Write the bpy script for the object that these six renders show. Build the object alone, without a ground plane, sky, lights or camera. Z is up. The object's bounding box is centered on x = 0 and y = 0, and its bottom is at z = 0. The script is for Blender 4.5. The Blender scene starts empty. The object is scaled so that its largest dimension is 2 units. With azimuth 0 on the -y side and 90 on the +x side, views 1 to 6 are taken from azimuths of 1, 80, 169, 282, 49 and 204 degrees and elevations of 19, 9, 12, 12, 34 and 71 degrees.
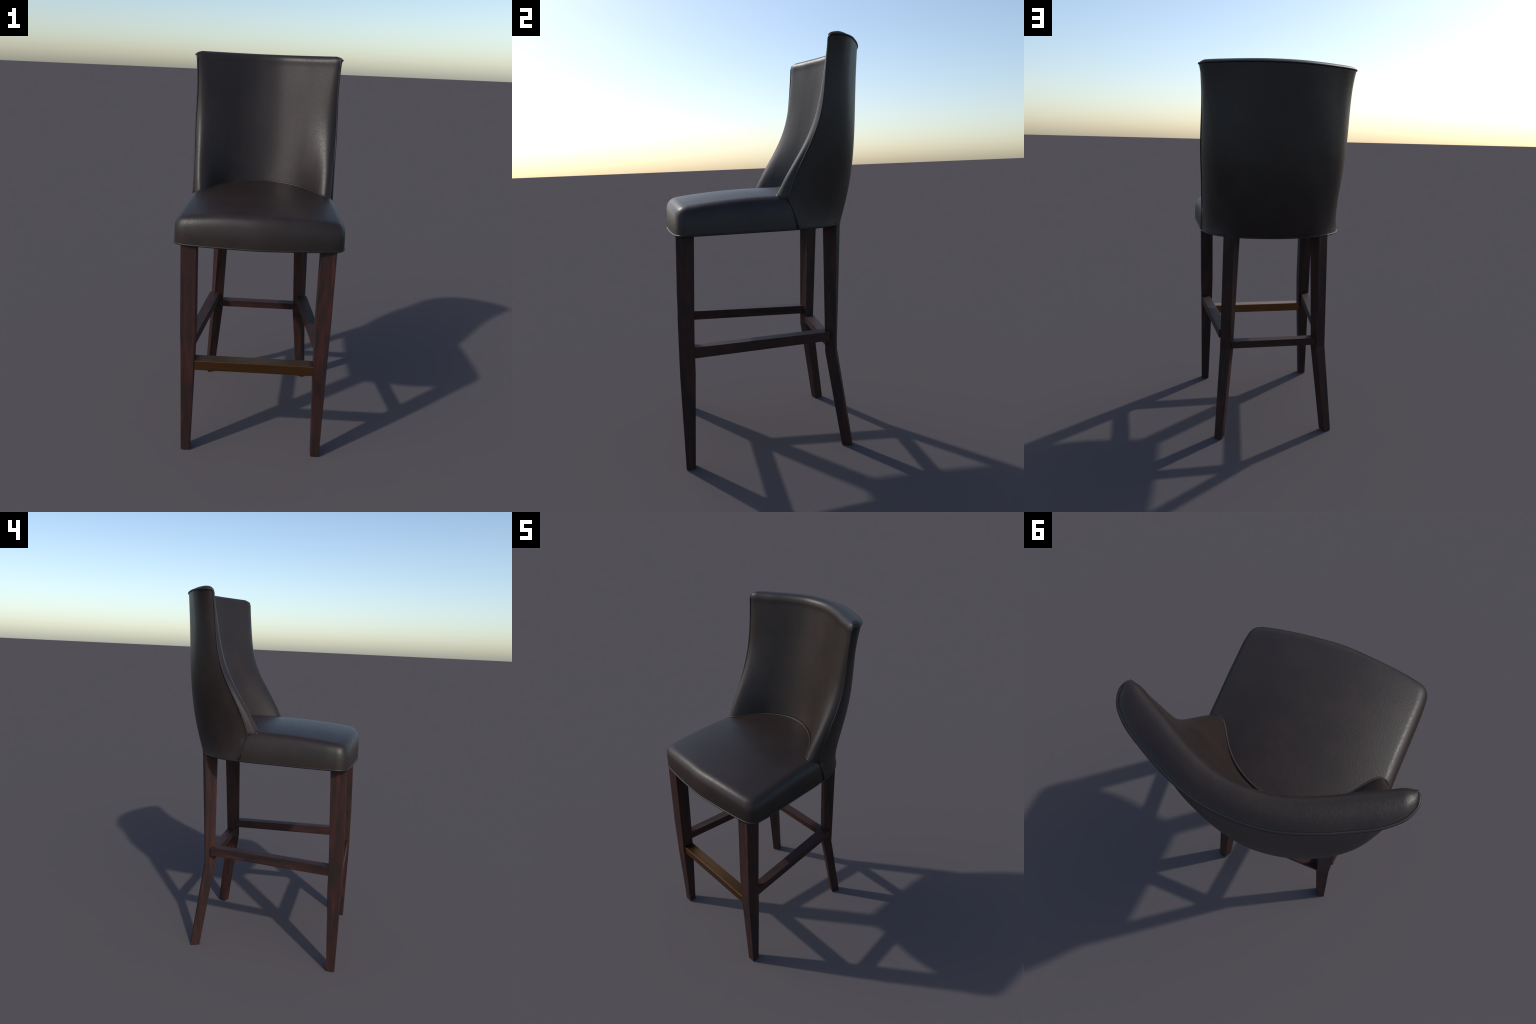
"""Upholstered bar stool: dark leather seat and curved wing back with piping,
mahogany legs and rails, brass foot bar.  Built in metres, z up, front = -y."""
import bpy, bmesh, math
import numpy as np
from mathutils import Vector

# ------------------------------------------------------------------ curves
def hermite(ts, vs, t, monotone):
    """Cubic Hermite through (ts, vs); finite-difference or monotone tangents."""
    n = len(ts)
    h = [ts[i + 1] - ts[i] for i in range(n - 1)]
    s = [(vs[i + 1] - vs[i]) / h[i] for i in range(n - 1)]
    def tangent(i):
        if i == 0:
            return s[0]
        if i == n - 1:
            return s[-1]
        a, b = s[i - 1], s[i]
        if monotone:
            if a * b <= 0:
                return 0.0
            w1, w2 = 2 * h[i] + h[i - 1], h[i] + 2 * h[i - 1]
            return (w1 + w2) / (w1 / a + w2 / b)
        return (a * h[i] + b * h[i - 1]) / (h[i - 1] + h[i])
    if t <= ts[0]:
        return vs[0] + s[0] * (t - ts[0])
    if t >= ts[-1]:
        return vs[-1] + s[-1] * (t - ts[-1])
    i = max(k for k in range(n - 1) if ts[k] <= t)
    u = (t - ts[i]) / h[i]
    m0, m1 = tangent(i), tangent(i + 1)
    return ((2 * u**3 - 3 * u**2 + 1) * vs[i] + (u**3 - 2 * u**2 + u) * h[i] * m0
            + (-2 * u**3 + 3 * u**2) * vs[i + 1] + (u**3 - u**2) * h[i] * m1)

def smooth_fit(ts, vs, degree):
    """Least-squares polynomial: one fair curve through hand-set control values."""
    mid, half = (ts[0] + ts[-1]) / 2, (ts[-1] - ts[0]) / 2
    co = np.polyfit([(t - mid) / half for t in ts], vs, degree)
    return lambda t: float(np.polyval(co, (t - mid) / half))

def chord(pts):
    d = [0.0]
    for a, b in zip(pts[:-1], pts[1:]):
        d.append(d[-1] + math.dist(a, b))
    return d

def resample(pts, n):
    """n points, evenly spaced by chord length, on a smooth curve through pts."""
    d = chord(pts)
    dim = len(pts[0])
    cols = [[p[k] for p in pts] for k in range(dim)]
    return [tuple(hermite(d, cols[k], d[-1] * i / (n - 1), False) for k in range(dim))
            for i in range(n)]

def mirrored(half):
    """half runs from the -x.. centre out; returns the whole curve, -x end first."""
    left = [(-p[0],) + tuple(p[1:]) for p in reversed(half)]
    return left[:-1] + list(half)

# ------------------------------------------------------------------ meshes
ROOT = None
def make(name, verts, faces, material, smooth=True, bevel=0.0):
    me = bpy.data.meshes.new(name)
    me.from_pydata([tuple(v) for v in verts], [], faces)
    bm = bmesh.new()
    bm.from_mesh(me)
    bmesh.ops.remove_doubles(bm, verts=bm.verts, dist=1e-5)
    bmesh.ops.recalc_face_normals(bm, faces=bm.faces)
    if bevel:
        bmesh.ops.bevel(bm, geom=[e for e in bm.edges if e.calc_face_angle(0) > 0.6],
                        offset=bevel, segments=2, profile=0.6, affect='EDGES')
    bm.to_mesh(me)
    bm.free()
    for p in me.polygons:
        p.use_smooth = smooth
    me.materials.append(material)
    ob = bpy.data.objects.new(name, me)
    bpy.context.scene.collection.objects.link(ob)
    ob.parent = ROOT
    return ob

def grid_faces(rows, cols, closed=False, start=0):
    f = []
    for r in range(rows - 1):
        for c in range(cols if closed else cols - 1):
            c2 = (c + 1) % cols
            a = start + r * cols
            f.append((a + c, a + c2, a + cols + c2, a + cols + c))
    return f

def tube(name, path, radius, material, closed=False, sides=12):
    pts = [Vector(p) for p in path]
    n = len(pts)
    verts, prev = [], None
    for i, p in enumerate(pts):
        if closed:
            t = pts[(i + 1) % n] - pts[i - 1]
        else:
            t = pts[min(i + 1, n - 1)] - pts[max(i - 1, 0)]
        t.normalize()
        if prev is None:
            prev = t.orthogonal().normalized()
        a = (prev - t * prev.dot(t)).normalized()
        prev = a
        b = t.cross(a)
        for k in range(sides):
            w = 2 * math.pi * k / sides
            verts.append(p + (a * math.cos(w) + b * math.sin(w)) * radius)
    faces = grid_faces(n, sides, True)
    if closed:
        # the frame may have turned on the way round: join to the nearest start
        last, off = (n - 1) * sides, 0
        off = min(range(sides), key=lambda k: (verts[last] - verts[k]).length)
        for c in range(sides):
            faces.append((last + c, last + (c + 1) % sides,
                          (off + c + 1) % sides, (off + c) % sides))
    else:
        faces.append(tuple(range(sides)))
        faces.append(tuple((n - 1) * sides + k for k in range(sides)))
    return make(name, verts, faces, material)

# ------------------------------------------------------------------ materials
class Nodes:
    def __init__(self, name):
        self.mat = bpy.data.materials.new(name)
        self.mat.use_nodes = True
        self.t = self.mat.node_tree
        self.bsdf = self.t.nodes["Principled BSDF"]
    def add(self, kind, **kw):
        n = self.t.nodes.new(kind)
        for k, v in kw.items():
            if k in n.inputs.keys():
                n.inputs[k].default_value = v
            else:
                setattr(n, k, v)
        return n
    def link(self, a, b):
        self.t.links.new(a, b)
    def coords(self, scale):
        tc = self.add("ShaderNodeTexCoord")
        mp = self.add("ShaderNodeMapping")
        mp.inputs["Scale"].default_value = scale
        self.link(tc.outputs["Object"], mp.inputs["Vector"])
        return mp.outputs["Vector"]
    def noise(self, vec, scale, detail=4.0, rough=0.55, distortion=0.0):
        n = self.add("ShaderNodeTexNoise")
        n.inputs["Scale"].default_value = scale
        n.inputs["Detail"].default_value = detail
        n.inputs["Roughness"].default_value = rough
        n.inputs["Distortion"].default_value = distortion
        self.link(vec, n.inputs["Vector"])
        return n.outputs["Fac"]
    def ramp(self, fac, stops):
        r = self.add("ShaderNodeValToRGB")
        e = r.color_ramp.elements
        while len(e) < len(stops):
            e.new(0.5)
        for el, (pos, col) in zip(e, stops):
            el.position = pos
            el.color = (*col, 1.0) if len(col) == 3 else col
        self.link(fac, r.inputs["Fac"])
        return r.outputs["Color"]
    def mix(self, fac, a, b, blend='MIX'):
        m = self.add("ShaderNodeMix", data_type='RGBA', blend_type=blend)
        if isinstance(fac, float):
            m.inputs[0].default_value = fac
        else:
            self.link(fac, m.inputs[0])
        self.link(a, m.inputs[6])
        self.link(b, m.inputs[7])
        return m.outputs[2]
    def bump(self, height, strength, distance, normal=None):
        b = self.add("ShaderNodeBump")
        b.inputs["Strength"].default_value = strength
        b.inputs["Distance"].default_value = distance
        self.link(height, b.inputs["Height"])
        if normal:
            self.link(normal, b.inputs["Normal"])
        return b.outputs["Normal"]

def leather(name, dark, light, rough, spec=0.5):
    m = Nodes(name)
    v = m.coords((1, 1, 1))
    blotch = m.noise(v, 7.0, 3.0)
    col = m.ramp(blotch, [(0.35, dark), (0.68, light)])
    m.link(col, m.bsdf.inputs["Base Color"])
    fine = m.noise(v, 260.0, 3.0, 0.6)
    r = m.add("ShaderNodeMapRange")
    r.inputs[1].default_value, r.inputs[2].default_value = 0.3, 0.7
    r.inputs[3].default_value, r.inputs[4].default_value = rough - 0.06, rough + 0.07
    m.link(m.noise(v, 120.0, 4.0, 0.6), r.inputs[0])
    m.link(r.outputs[0], m.bsdf.inputs["Roughness"])
    m.bsdf.inputs["Specular IOR Level"].default_value = spec
    # pebbled grain: warped cells plus soft creases
    warp = m.coords((1.0, 1.0, 1.9))
    vor = m.add("ShaderNodeTexVoronoi", feature='SMOOTH_F1')
    vor.inputs["Scale"].default_value = 260.0
    m.link(warp, vor.inputs["Vector"])
    n = m.bump(vor.outputs["Distance"], 0.07, 0.0016)
    n = m.bump(fine, 0.10, 0.0012, n)
    n = m.bump(m.noise(warp, 135.0, 3.0, 0.6, 0.5), 0.13, 0.004, n)
    m.link(n, m.bsdf.inputs["Normal"])
    return m.mat

def wood(name, axis):
    """Dark mahogany, streaks running along one axis (0 x, 1 y, 2 z)."""
    m = Nodes(name)
    s = [1.0, 1.0, 1.0]
    s[axis] = 0.10
    grain = m.coords(tuple(s))
    s2 = [1.0, 1.0, 1.0]
    s2[axis] = 0.17
    knotv = m.coords(tuple(s2))
    base = m.ramp(m.noise(grain, 42.0, 5.0, 0.6, 0.5),
                  [(0.30, (0.018, 0.0085, 0.0075)), (0.52, (0.0355, 0.0126, 0.0102)),
                   (0.72, (0.059, 0.0178, 0.0120))])
    stain = m.ramp(m.noise(knotv, 27.0, 4.0, 0.6, 0.6),
                   [(0.47, (0, 0, 0)), (0.64, (0.85, 0.85, 0.85))])
    darkc = m.add("ShaderNodeRGB")
    darkc.outputs[0].default_value = (0.0125, 0.0105, 0.0105, 1)
    col = m.mix(stain, base, darkc.outputs[0])
    m.link(col, m.bsdf.inputs["Base Color"])
    r = m.add("ShaderNodeMapRange")
    r.inputs[3].default_value, r.inputs[4].default_value = 0.50, 0.66
    fine = m.noise(grain, 160.0, 4.0)
    m.link(fine, r.inputs[0])
    m.link(r.outputs[0], m.bsdf.inputs["Roughness"])
    m.bsdf.inputs["Specular IOR Level"].default_value = 0.26
    m.link(m.bump(fine, 0.12, 0.0012), m.bsdf.inputs["Normal"])
    return m.mat

def brass(name):
    m = Nodes(name)
    v = m.coords((0.15, 1, 1))
    col = m.ramp(m.noise(v, 60.0, 4.0), [(0.3, (0.200, 0.096, 0.038)), (0.7, (0.250, 0.120, 0.048))])
    m.link(col, m.bsdf.inputs["Base Color"])
    m.bsdf.inputs["Metallic"].default_value = 1.0
    m.bsdf.inputs["Roughness"].default_value = 0.36
    m.link(m.bump(m.noise(v, 300.0, 2.0), 0.05, 0.0006), m.bsdf.inputs["Normal"])
    return m.mat

def plain(name, col, rough):
    m = Nodes(name)
    v = m.coords((1, 1, 1))
    c = m.ramp(m.noise(v, 400.0, 2.0), [(0.3, tuple(x * 0.8 for x in col)), (0.7, col)])
    m.link(c, m.bsdf.inputs["Base Color"])
    m.bsdf.inputs["Roughness"].default_value = rough
    return m.mat

LEATHER = leather("dark_leather", (0.0158, 0.0102, 0.0087), (0.0228, 0.0138, 0.0109), 0.44, 0.37)
PIPING = leather("piping_leather", (0.012, 0.0095, 0.009), (0.017, 0.013, 0.012), 0.46, 0.36)
WOOD_Z = wood("mahogany_upright", 2)
WOOD_X = wood("mahogany_cross", 0)
WOOD_Y = wood("mahogany_side", 1)
BRASS = brass("brushed_brass")
DUST = plain("black_dust_cloth", (0.012, 0.012, 0.012), 0.9)

# ------------------------------------------------------------------ the stool
ROOT = bpy.data.objects.new("bar_stool", None)
ROOT.empty_display_size = 0.2
bpy.context.scene.collection.objects.link(ROOT)
ROOT["label"] = "tall dark leather bar stool with curved wing back and mahogany legs"
ROOT["category"] = "bar stool"

Z_SEAT_BASE = 1.130      # underside line of the upholstery
Z_TOP = 1.981            # back piping along the top

# Wing edge: where the back panel meets the front cushion (x, y, z), seat line upward.
EDGE_LOW = [(0.3850, 0.1000, 1.130), (0.3845, 0.0945, 1.160), (0.3815, 0.0800, 1.210), (0.3790, 0.0585, 1.268)]
EDGE_HIGH = [(0.3790, 0.0585, 1.268), (0.3800, 0.0820, 1.342), (0.3825, 0.1177, 1.420), (0.3860, 0.1560, 1.496),
             (0.3880, 0.1860, 1.5535), (0.3885, 0.2045, 1.611), (0.3878, 0.2250, 1.674), (0.3838, 0.2400, 1.776),
             (0.3848, 0.2525, 1.887), (0.3872, 0.2575, 1.955), (0.3880, 0.2590, Z_TOP - 0.008)]
Z_KNEE = 1.268

edge_fit = [smooth_fit([p[2] for p in EDGE_HIGH], [p[k] for p in EDGE_HIGH], 6) for k in (0, 1)]
knee = [edge_fit[k](Z_KNEE) - EDGE_LOW[-1][k] for k in (0, 1)]
def wing_edge(z):
    if z >= Z_KNEE:
        return tuple(f(z) for f in edge_fit)
    zs = [p[2] for p in EDGE_LOW]
    blend = max(0.0, (z - Z_SEAT_BASE) / (Z_KNEE - Z_SEAT_BASE))
    return tuple(hermite(zs, [p[k] for p in EDGE_LOW], z, True) + knee[k] * blend for k in (0, 1))

# Back panel: plan sections from next to the wing edge round to the middle of the back.
PANEL = [
    (1.130, [(0.375, 0.152), (0.357, 0.205), (0.322, 0.262), (0.260, 0.318), (0.187, 0.358), (0.100, 0.379), (0, 0.389)]),
    (1.270, [(0.371, 0.145), (0.353, 0.220), (0.318, 0.282), (0.260, 0.345), (0.187, 0.3965), (0.100, 0.422), (0, 0.433)]),
    (1.400, [(0.374, 0.190), (0.354, 0.256), (0.321, 0.318), (0.262, 0.377), (0.187, 0.421), (0.100, 0.449), (0, 0.461)]),
    (1.550, [(0.381, 0.235), (0.363, 0.298), (0.332, 0.350), (0.264, 0.406), (0.187, 0.438), (0.100, 0.464), (0, 0.476)]),
    (1.690, [(0.385, 0.252), (0.372, 0.292), (0.343, 0.345), (0.266, 0.404), (0.187, 0.4438), (0.100, 0.471), (0, 0.483)]),
    (1.800, [(0.383, 0.270), (0.370, 0.314), (0.343, 0.352), (0.268, 0.406), (0.187, 0.4475), (0.100, 0.475), (0, 0.487)]),
    (1.920, [(0.391, 0.280), (0.380, 0.325), (0.349, 0.362), (0.273, 0.412), (0.187, 0.4545), (0.100, 0.483), (0, 0.494)]),
    (Z_TOP, [(0.4000, 0.287), (0.387, 0.333), (0.352, 0.370), (0.275, 0.417), (0.187, 0.4585), (0.0995, 0.487), (0, 0.4965)]),
]
N_PANEL = 97
def fit_sections(table, degree):
    zs = [s[0] for s in table]
    return [tuple(smooth_fit(zs, [s[1][i][k] for s in table], degree) for k in (0, 1))
            for i in range(len(table[0][1]))]
PANEL_FIT = fit_sections(PANEL, 5)
def panel_section(z, ze=None):
    """Whole plan curve of the back panel at height z, -x wing edge first."""
    half = [(fx(z), fy(z)) for fx, fy in PANEL_FIT]
    half = [wing_edge(z if ze is None else ze)] + half
    return resample(mirrored(list(reversed(half))), N_PANEL)

def steps(a, b, n):
    return [a + (b - a) * i / (n - 1) for i in range(n)]

panel_rows = steps(Z_SEAT_BASE, Z_KNEE, 9)[:-1] + steps(Z_KNEE, Z_TOP, 49)
edge_top = EDGE_HIGH[-1][2]
verts = []
for z in panel_rows:
    ze = min(z, edge_top)
    for (x, y) in panel_section(z, ze):
        # the top line dips slightly where it turns into the wing edge
        k = max(0.0, (abs(x) - 0.37) / 0.03) if z > edge_top else 0.0
        verts.append((x, y, z - 0.0))
n_rows = len(panel_rows)
make("back_panel", verts, grid_faces(n_rows, N_PANEL), LEATHER)
panel_bottom = verts[:N_PANEL]
panel_top = verts[-N_PANEL:]

# Inner back cushion: plan sections from the middle to the wing tip; the wing edge is added.
INNER = [
    (1.300, [(0, 0.255), (0.060, 0.247), (0.120, 0.225), (0.172, 0.195), (0.217, 0.157), (0.256, 0.110), (0.287, 0.065), (0.313, 0.032), (0.338, 0.018), (0.362, 0.030)]),
    (1.420, [(0, 0.283), (0.063, 0.276), (0.125, 0.254), (0.181, 0.221), (0.230, 0.179), (0.272, 0.137), (0.302, 0.106), (0.327, 0.087), (0.349, 0.082), (0.369, 0.094)]),
    (1.550, [(0, 0.315), (0.067, 0.309), (0.131, 0.288), (0.190, 0.256), (0.243, 0.220), (0.286, 0.193), (0.316, 0.177), (0.340, 0.168), (0.360, 0.166), (0.376, 0.173)]),
    (1.750, [(0, 0.360), (0.070, 0.354), (0.135, 0.333), (0.197, 0.302), (0.255, 0.270), (0.297, 0.2475), (0.325, 0.2345), (0.346, 0.2280), (0.3640, 0.2280), (0.3775, 0.2335)]),
    (1.950, [(0, 0.402), (0.070, 0.396), (0.135, 0.375), (0.199, 0.345), (0.262, 0.310), (0.304, 0.2890), (0.330, 0.2755), (0.350, 0.2645), (0.366, 0.2585), (0.379, 0.2575)]),
]
# the wing part of each section rides on the wing edge; the middle of the back does not
FOLLOW = [0, 0, 0.08, 0.22, 0.45, 0.75, 0.95, 1, 1, 1]
INNER_FIT = fit_sections([(z, [(x, y - f * wing_edge(z)[1]) for (x, y), f in zip(row, FOLLOW)])
                          for z, row in INNER], 3)
def inner_section(z, n):
    ride = edge_fit[1](max(z, Z_KNEE))
    half = [(fx(z), fy(z) + f * ride) for (fx, fy), f in zip(INNER_FIT, FOLLOW)]
    if z < Z_KNEE:
        half = [(x * (1 - 0.4 * (Z_KNEE - z)), y + 0.4 * (Z_KNEE - z)) for x, y in half]
    e = wing_edge(max(z, Z_KNEE))
    if z < Z_KNEE:                       # tucked away inside the seat
        e = (e[0] - 0.02 * min(1, (Z_KNEE - z) / 0.02), e[1] + 0.03 * (Z_KNEE - z) / 0.04)
    return resample(mirrored(half + [e]), n)

Z_ROLL = 1.953           # the face starts to roll over into the crown here
face_rows = [1.23, 1.25, 1.262, Z_KNEE] + steps(Z_KNEE, Z_ROLL, 46)[1:]
verts = []
for z in face_rows:
    verts += [(x, y, z) for (x, y) in inner_section(z, N_PANEL)]
start = inner_section(Z_ROLL, N_PANEL)
lean = inner_section(Z_ROLL - 0.03, N_PANEL)
N_CROWN = 18
for k in range(1, N_CROWN + 1):
    w = k / N_CROWN
    for i in range(N_PANEL):
        a = start[i]
        # near the tips the crown fans out so that it keeps its width up to the corner
        side = 1 if i >= N_PANEL // 2 else -1
        s = 1.0 - abs(2.0 * i / (N_PANEL - 1) - 1.0)
        s = s + 0.11 * (1.0 - math.exp(-s / 0.04)) * (1.0 - s) ** 2
        f = (1.0 + side * (1.0 - s)) / 2.0 * (N_PANEL - 1)
        j = min(int(f), N_PANEL - 2)
        r = tuple(p + (q - p) * (f - j) for p, q in zip(panel_top[j], panel_top[j + 1]))
        full = min(1.0, (1.0 - abs(2.0 * i / (N_PANEL - 1) - 1.0)) / 0.085) ** 0.55
        # superellipse shoulder at the front, gentle fall to the piping at the back
        ang = w * math.pi * 0.5
        fwd = 1.0 - math.cos(ang) ** 1.25
        ztop = 1.9835 + 0.0165 * full
        front = Z_ROLL + (ztop - Z_ROLL) * min(1.0, math.sin(min(1.0, w / 0.55) * math.pi / 2) ** 0.85)
        fall = max(0.0, (w - 0.62) / 0.38) ** 2.0
        z = front + (r[2] - ztop) * fall
        verts.append((a[0] + (r[0] - a[0]) * fwd, a[1] + (r[1] - a[1]) * fwd, z))
make("back_cushion", verts, grid_faces(len(face_rows) + N_CROWN, N_PANEL), LEATHER)

# Piping of the back: up one wing edge, across the top, down the other.
def edge_path(sign):
    rows = steps(Z_SEAT_BASE + 0.004, Z_KNEE, 10)[:-1] + steps(Z_KNEE, edge_top - 0.006, 44)
    return [(sign * wing_edge(z)[0], wing_edge(z)[1], z) for z in rows]
PIPE_R = 0.0045
top_pts = [(x, y, z) for (x, y, z) in panel_top]
path = edge_path(-1) + top_pts[1:-1] + list(reversed(edge_path(1)))
tube("back_piping", path, PIPE_R, PIPING)

# Seat cushion: rounded plan outline, inset row by row following one upholstery profile.
SEAT_FRONT = [(0, -0.4985), (0.120, -0.4905), (0.240, -0.4790), (0.325, -0.4675), (0.362, -0.4595), (0.386, -0.4455),
              (0.3995, -0.4220), (0.4035, -0.3850), (0.4015, -0.2800), (0.3935, -0.0900), (0.3870, 0.0500), (0.3812, 0.0920)]
SEAT_REAR = [(0.3680, 0.118), (0.351, 0.156), (0.337, 0.206), (0.310, 0.255), (0.255, 0.310), (0.183, 0.345), (0.096, 0.366), (0, 0.374)]
N_HALF = 90
whole_front = resample(mirrored(SEAT_FRONT), 2 * N_HALF - 1)
half = whole_front[N_HALF - 1:] + resample([SEAT_FRONT[-1]] + SEAT_REAR, 50)[1:]
outline = half + [(-x, y) for (x, y) in reversed(half[1:-1])]
N_OUT = len(outline)
def inset(d):
    """Outline moved inward by d (normal offset first, then scaling to the middle)."""
    res = []
    for i, (x, y) in enumerate(outline):
        x0, y0 = outline[i - 1]
        x1, y1 = outline[(i + 1) % N_OUT]
        tx, ty = x1 - x0, y1 - y0
        l = math.hypot(tx, ty)
        dn = min(d, 0.030)
        px, py = x - ty / l * dn, y + tx / l * dn
        k = (d - dn) / 0.40
        res.append((px - px * k, py + (-0.06 - py) * k))
    return res
def dome(x, y):
    """Padded top: a broad crown falling away to the sides and the front."""
    front = max(0.0, (-0.03 - y) / 0.37)
    return 1.3100 - 0.0280 * (abs(x) / 0.37) ** 2.2 - 0.0215 * front ** 2
ROLL_IN, ROLL_DOWN, LEAN = 0.050, 0.050, 0.0022
# rows as (inset, share of the upright side or None, drop below the crown)
seat_rows = [(LEAN * (k / 10) ** 2, k / 10, 0.0) for k in range(10)]
for k in range(21):
    w = math.pi / 2 * k / 20
    seat_rows.append((LEAN + ROLL_IN * (1 - max(0.0, math.cos(w)) ** 0.88), None,
                      ROLL_DOWN * (1 - math.sin(w) ** 0.88)))
seat_rows += [(LEAN + ROLL_IN + (0.395 - LEAN - ROLL_IN) * k / 24, None, 0.0) for k in range(1, 25)]
verts = []
for d, upright, drop in seat_rows:
    for (x, y) in inset(d):
        z = dome(x, y) - drop
        if upright is not None:
            z = Z_SEAT_BASE + (dome(x, y) - ROLL_DOWN - Z_SEAT_BASE) * upright
        verts.append((x, y, z))
pr_rows = seat_rows
faces = grid_faces(len(pr_rows), N_OUT, True)
faces.append(tuple((len(pr_rows) - 1) * N_OUT + i for i in range(N_OUT)))
seat_ob = make("seat_cushion", verts, faces, LEATHER)
# stuffed look: let the shading of the sides turn upward earlier than the taut outline does
normals = []
for v in seat_ob.data.vertices:
    n = v.normal.copy()
    h = (v.co.z - Z_SEAT_BASE) / (dome(v.co.x, v.co.y) - Z_SEAT_BASE)
    tilt = math.radians(3 + 42 * min(1.0, max(0.0, h)) ** 2.1)
    flat_n = Vector((n.x, n.y, 0.0))
    if h < 0.97 and flat_n.length > 1e-4:
        puffed = flat_n.normalized() * math.cos(tilt) + Vector((0, 0, math.sin(tilt)))
        up_now = math.asin(max(-1.0, min(1.0, n.z)))
        if up_now < tilt:
            n = (n * 0.3 + puffed * 0.7).normalized()
    normals.append(n)
seat_ob.data.normals_split_custom_set_from_vertices(normals)

# Closed loop of piping round the bottom edge, and the dust cloth under the seat.
front_loop = [(x, y, Z_SEAT_BASE) for (x, y) in outline[:N_HALF]]
rear_loop = [(x, y, Z_SEAT_BASE) for (x, y, z) in reversed(panel_bottom)]
left_loop = [(-x, y, z) for (x, y, z) in reversed(front_loop[1:])]
loop = front_loop[:-1] + rear_loop[1:-1] + left_loop
tube("seat_piping", loop, 0.0048, PIPING, closed=True)
flat = [(x * 0.997, y * 0.997, Z_SEAT_BASE - 0.001) for (x, y, z) in loop]
upper = [(x * 0.99, y * 0.99, Z_SEAT_BASE + 0.012) for (x, y, z) in loop]
nf = len(flat)
make("seat_underside", flat + upper,
     [tuple(range(nf)), tuple(range(nf, 2 * nf))] + grid_faces(2, nf, True), DUST, smooth=False)

# Bright highlight along the seat-to-back junction, modelled as a thin half-sunk tube.
HIGHLIGHT_LINE = [(0, 0.2485), (0.062, 0.241), (0.122, 0.219), (0.175, 0.189), (0.220, 0.151), (0.260, 0.103), (0.290, 0.058),
        (0.3145, 0.0275), (0.333, 0.0150), (0.346, 0.0135), (0.357, 0.0160), (0.366, 0.0250)]
# the seat is highest under the middle of the back; follow its real surface by ray casting
bpy.context.view_layer.update()
seat = bpy.data.objects["seat_cushion"]
def on_seat(x, y):
    hit, loc, nor, idx = seat.ray_cast(Vector((x, y, 2.0)), Vector((0, 0, -1)))
    return loc.z if hit else dome(x, y)
highlight_path = [(x, y - 0.003, on_seat(x, y) + 0.0002 - 0.006 * max(0.0, (abs(x) - 0.350) / 0.016) ** 2)
        for (x, y) in resample(mirrored(HIGHLIGHT_LINE), 120)]
tube("seat_highlight_tube", highlight_path, 0.0054, LEATHER)

# ------------------------------------------------------------------ frame
def loft_bar(name, sections, material, bevel=0.0016):
    """Solid bar through 4-cornered sections given from bottom to top."""
    verts = [p for s in sections for p in s]
    faces = grid_faces(len(sections), 4, True)
    faces.append((0, 1, 2, 3))
    n = 4 * (len(sections) - 1)
    faces.append((n, n + 1, n + 2, n + 3))
    ob = make(name, verts, faces, material, smooth=True, bevel=0.0)
    me = ob.data
    bm = bmesh.new()
    bm.from_mesh(me)
    # only the long arrises and the ends are eased, not the bends of the leg
    sharp = [e for e in bm.edges if e.calc_face_angle(0) > 0.7]
    bmesh.ops.bevel(bm, geom=sharp, offset=bevel, segments=2, profile=0.6, affect='EDGES')
    bm.to_mesh(me)
    bm.free()
    for p in me.polygons:
        p.use_smooth = False
    return ob

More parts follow.
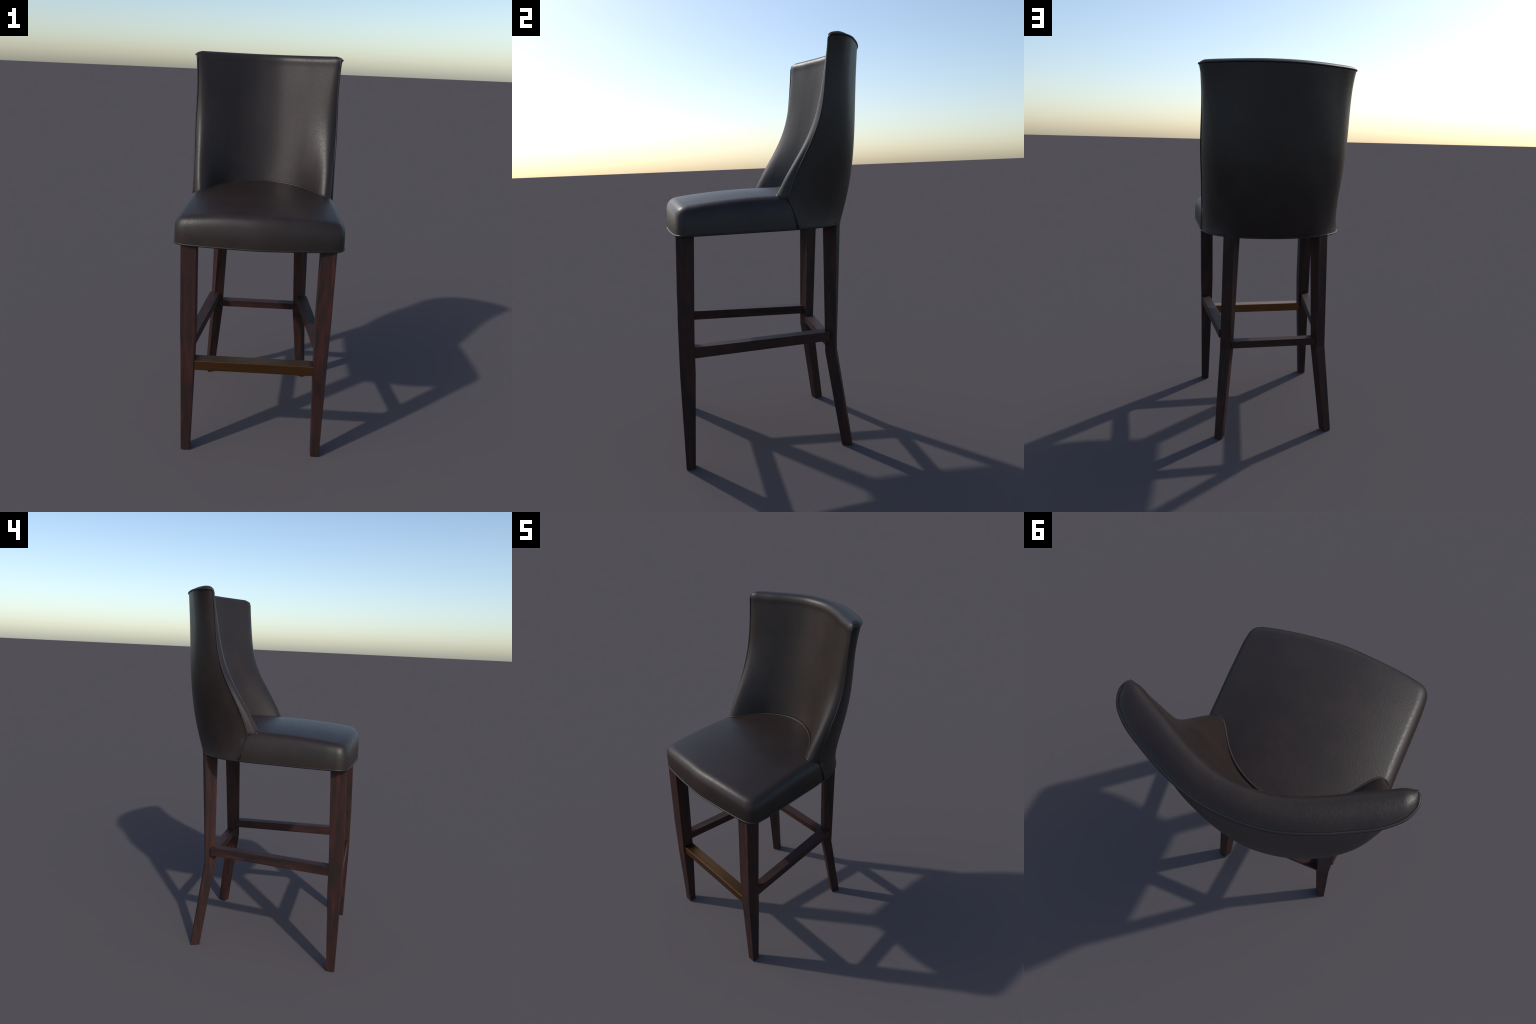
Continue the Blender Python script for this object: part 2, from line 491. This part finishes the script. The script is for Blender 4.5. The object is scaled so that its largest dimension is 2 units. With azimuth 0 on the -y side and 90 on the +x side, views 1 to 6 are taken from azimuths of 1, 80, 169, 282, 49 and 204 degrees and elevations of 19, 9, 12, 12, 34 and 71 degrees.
# front leg: z, inner x, outer x, front y, rear y
FRONT_LEG = [(0.0, 0.3195, 0.3648, -0.4820, -0.4383), (0.478, 0.3000, 0.3640, -0.4828, -0.4100),
             (0.600, 0.2953, 0.3645, -0.4800, -0.4072), (0.715, 0.2920, 0.3660, -0.4775, -0.4020),
             (1.136, 0.2918, 0.3655, -0.4590, -0.3785)]
# rear leg: z, then corners outer-rear, outer-front, inner-front, inner-rear (turned outward)
REAR_LEG = [(0.0, (0.3325, 0.3548), (0.3118, 0.3080), (0.2725, 0.3250), (0.2930, 0.3695)),
            (0.492, (0.2962, 0.2888), (0.2742, 0.2405), (0.2195, 0.2640), (0.2415, 0.3130)),
            (0.560, (0.2945, 0.2915), (0.2720, 0.2420), (0.2180, 0.2655), (0.2408, 0.3150)),
            (1.136, (0.2800, 0.3110), (0.2440, 0.2520), (0.1905, 0.2855), (0.2270, 0.3450))]
for sx in (-1, 1):
    loft_bar("leg", [[(sx * a, c, z), (sx * b, c, z), (sx * b, d, z), (sx * a, d, z)]
                     for (z, a, b, c, d) in FRONT_LEG], WOOD_Z)
for sx in (-1, 1):
    loft_bar("leg", [[(sx * p[0], p[1], z) for p in c] for (z, *c) in REAR_LEG], WOOD_Z)

# side rails, joining each front leg to the face of the rear leg
for sx in (-1, 1):
    secs = []
    for (y, x_in, x_out, z0, z1) in [(-0.412, 0.3130, 0.3615, 0.5505, 0.6025), (0.2605, 0.2390, 0.2995, 0.5540, 0.6000)]:
        secs.append([(sx * x_in, y, z0), (sx * x_out, y, z0), (sx * x_out, y, z1), (sx * x_in, y, z1)])
    loft_bar("side_rail", secs, WOOD_Y, 0.0014)
secs = [[(x, 0.257, 0.5050), (x, 0.3075, 0.5050), (x, 0.3075, 0.5445), (x, 0.257, 0.5445)] for x in (-0.236, 0.236)]
loft_bar("rear_rail", secs, WOOD_X, 0.0014)
secs = [[(x, -0.4745, 0.4770), (x, -0.4120, 0.4770), (x, -0.4120, 0.5290), (x, -0.4745, 0.5290)] for x in (-0.305, 0.305)]
loft_bar("foot_bar", secs, BRASS, 0.0022)
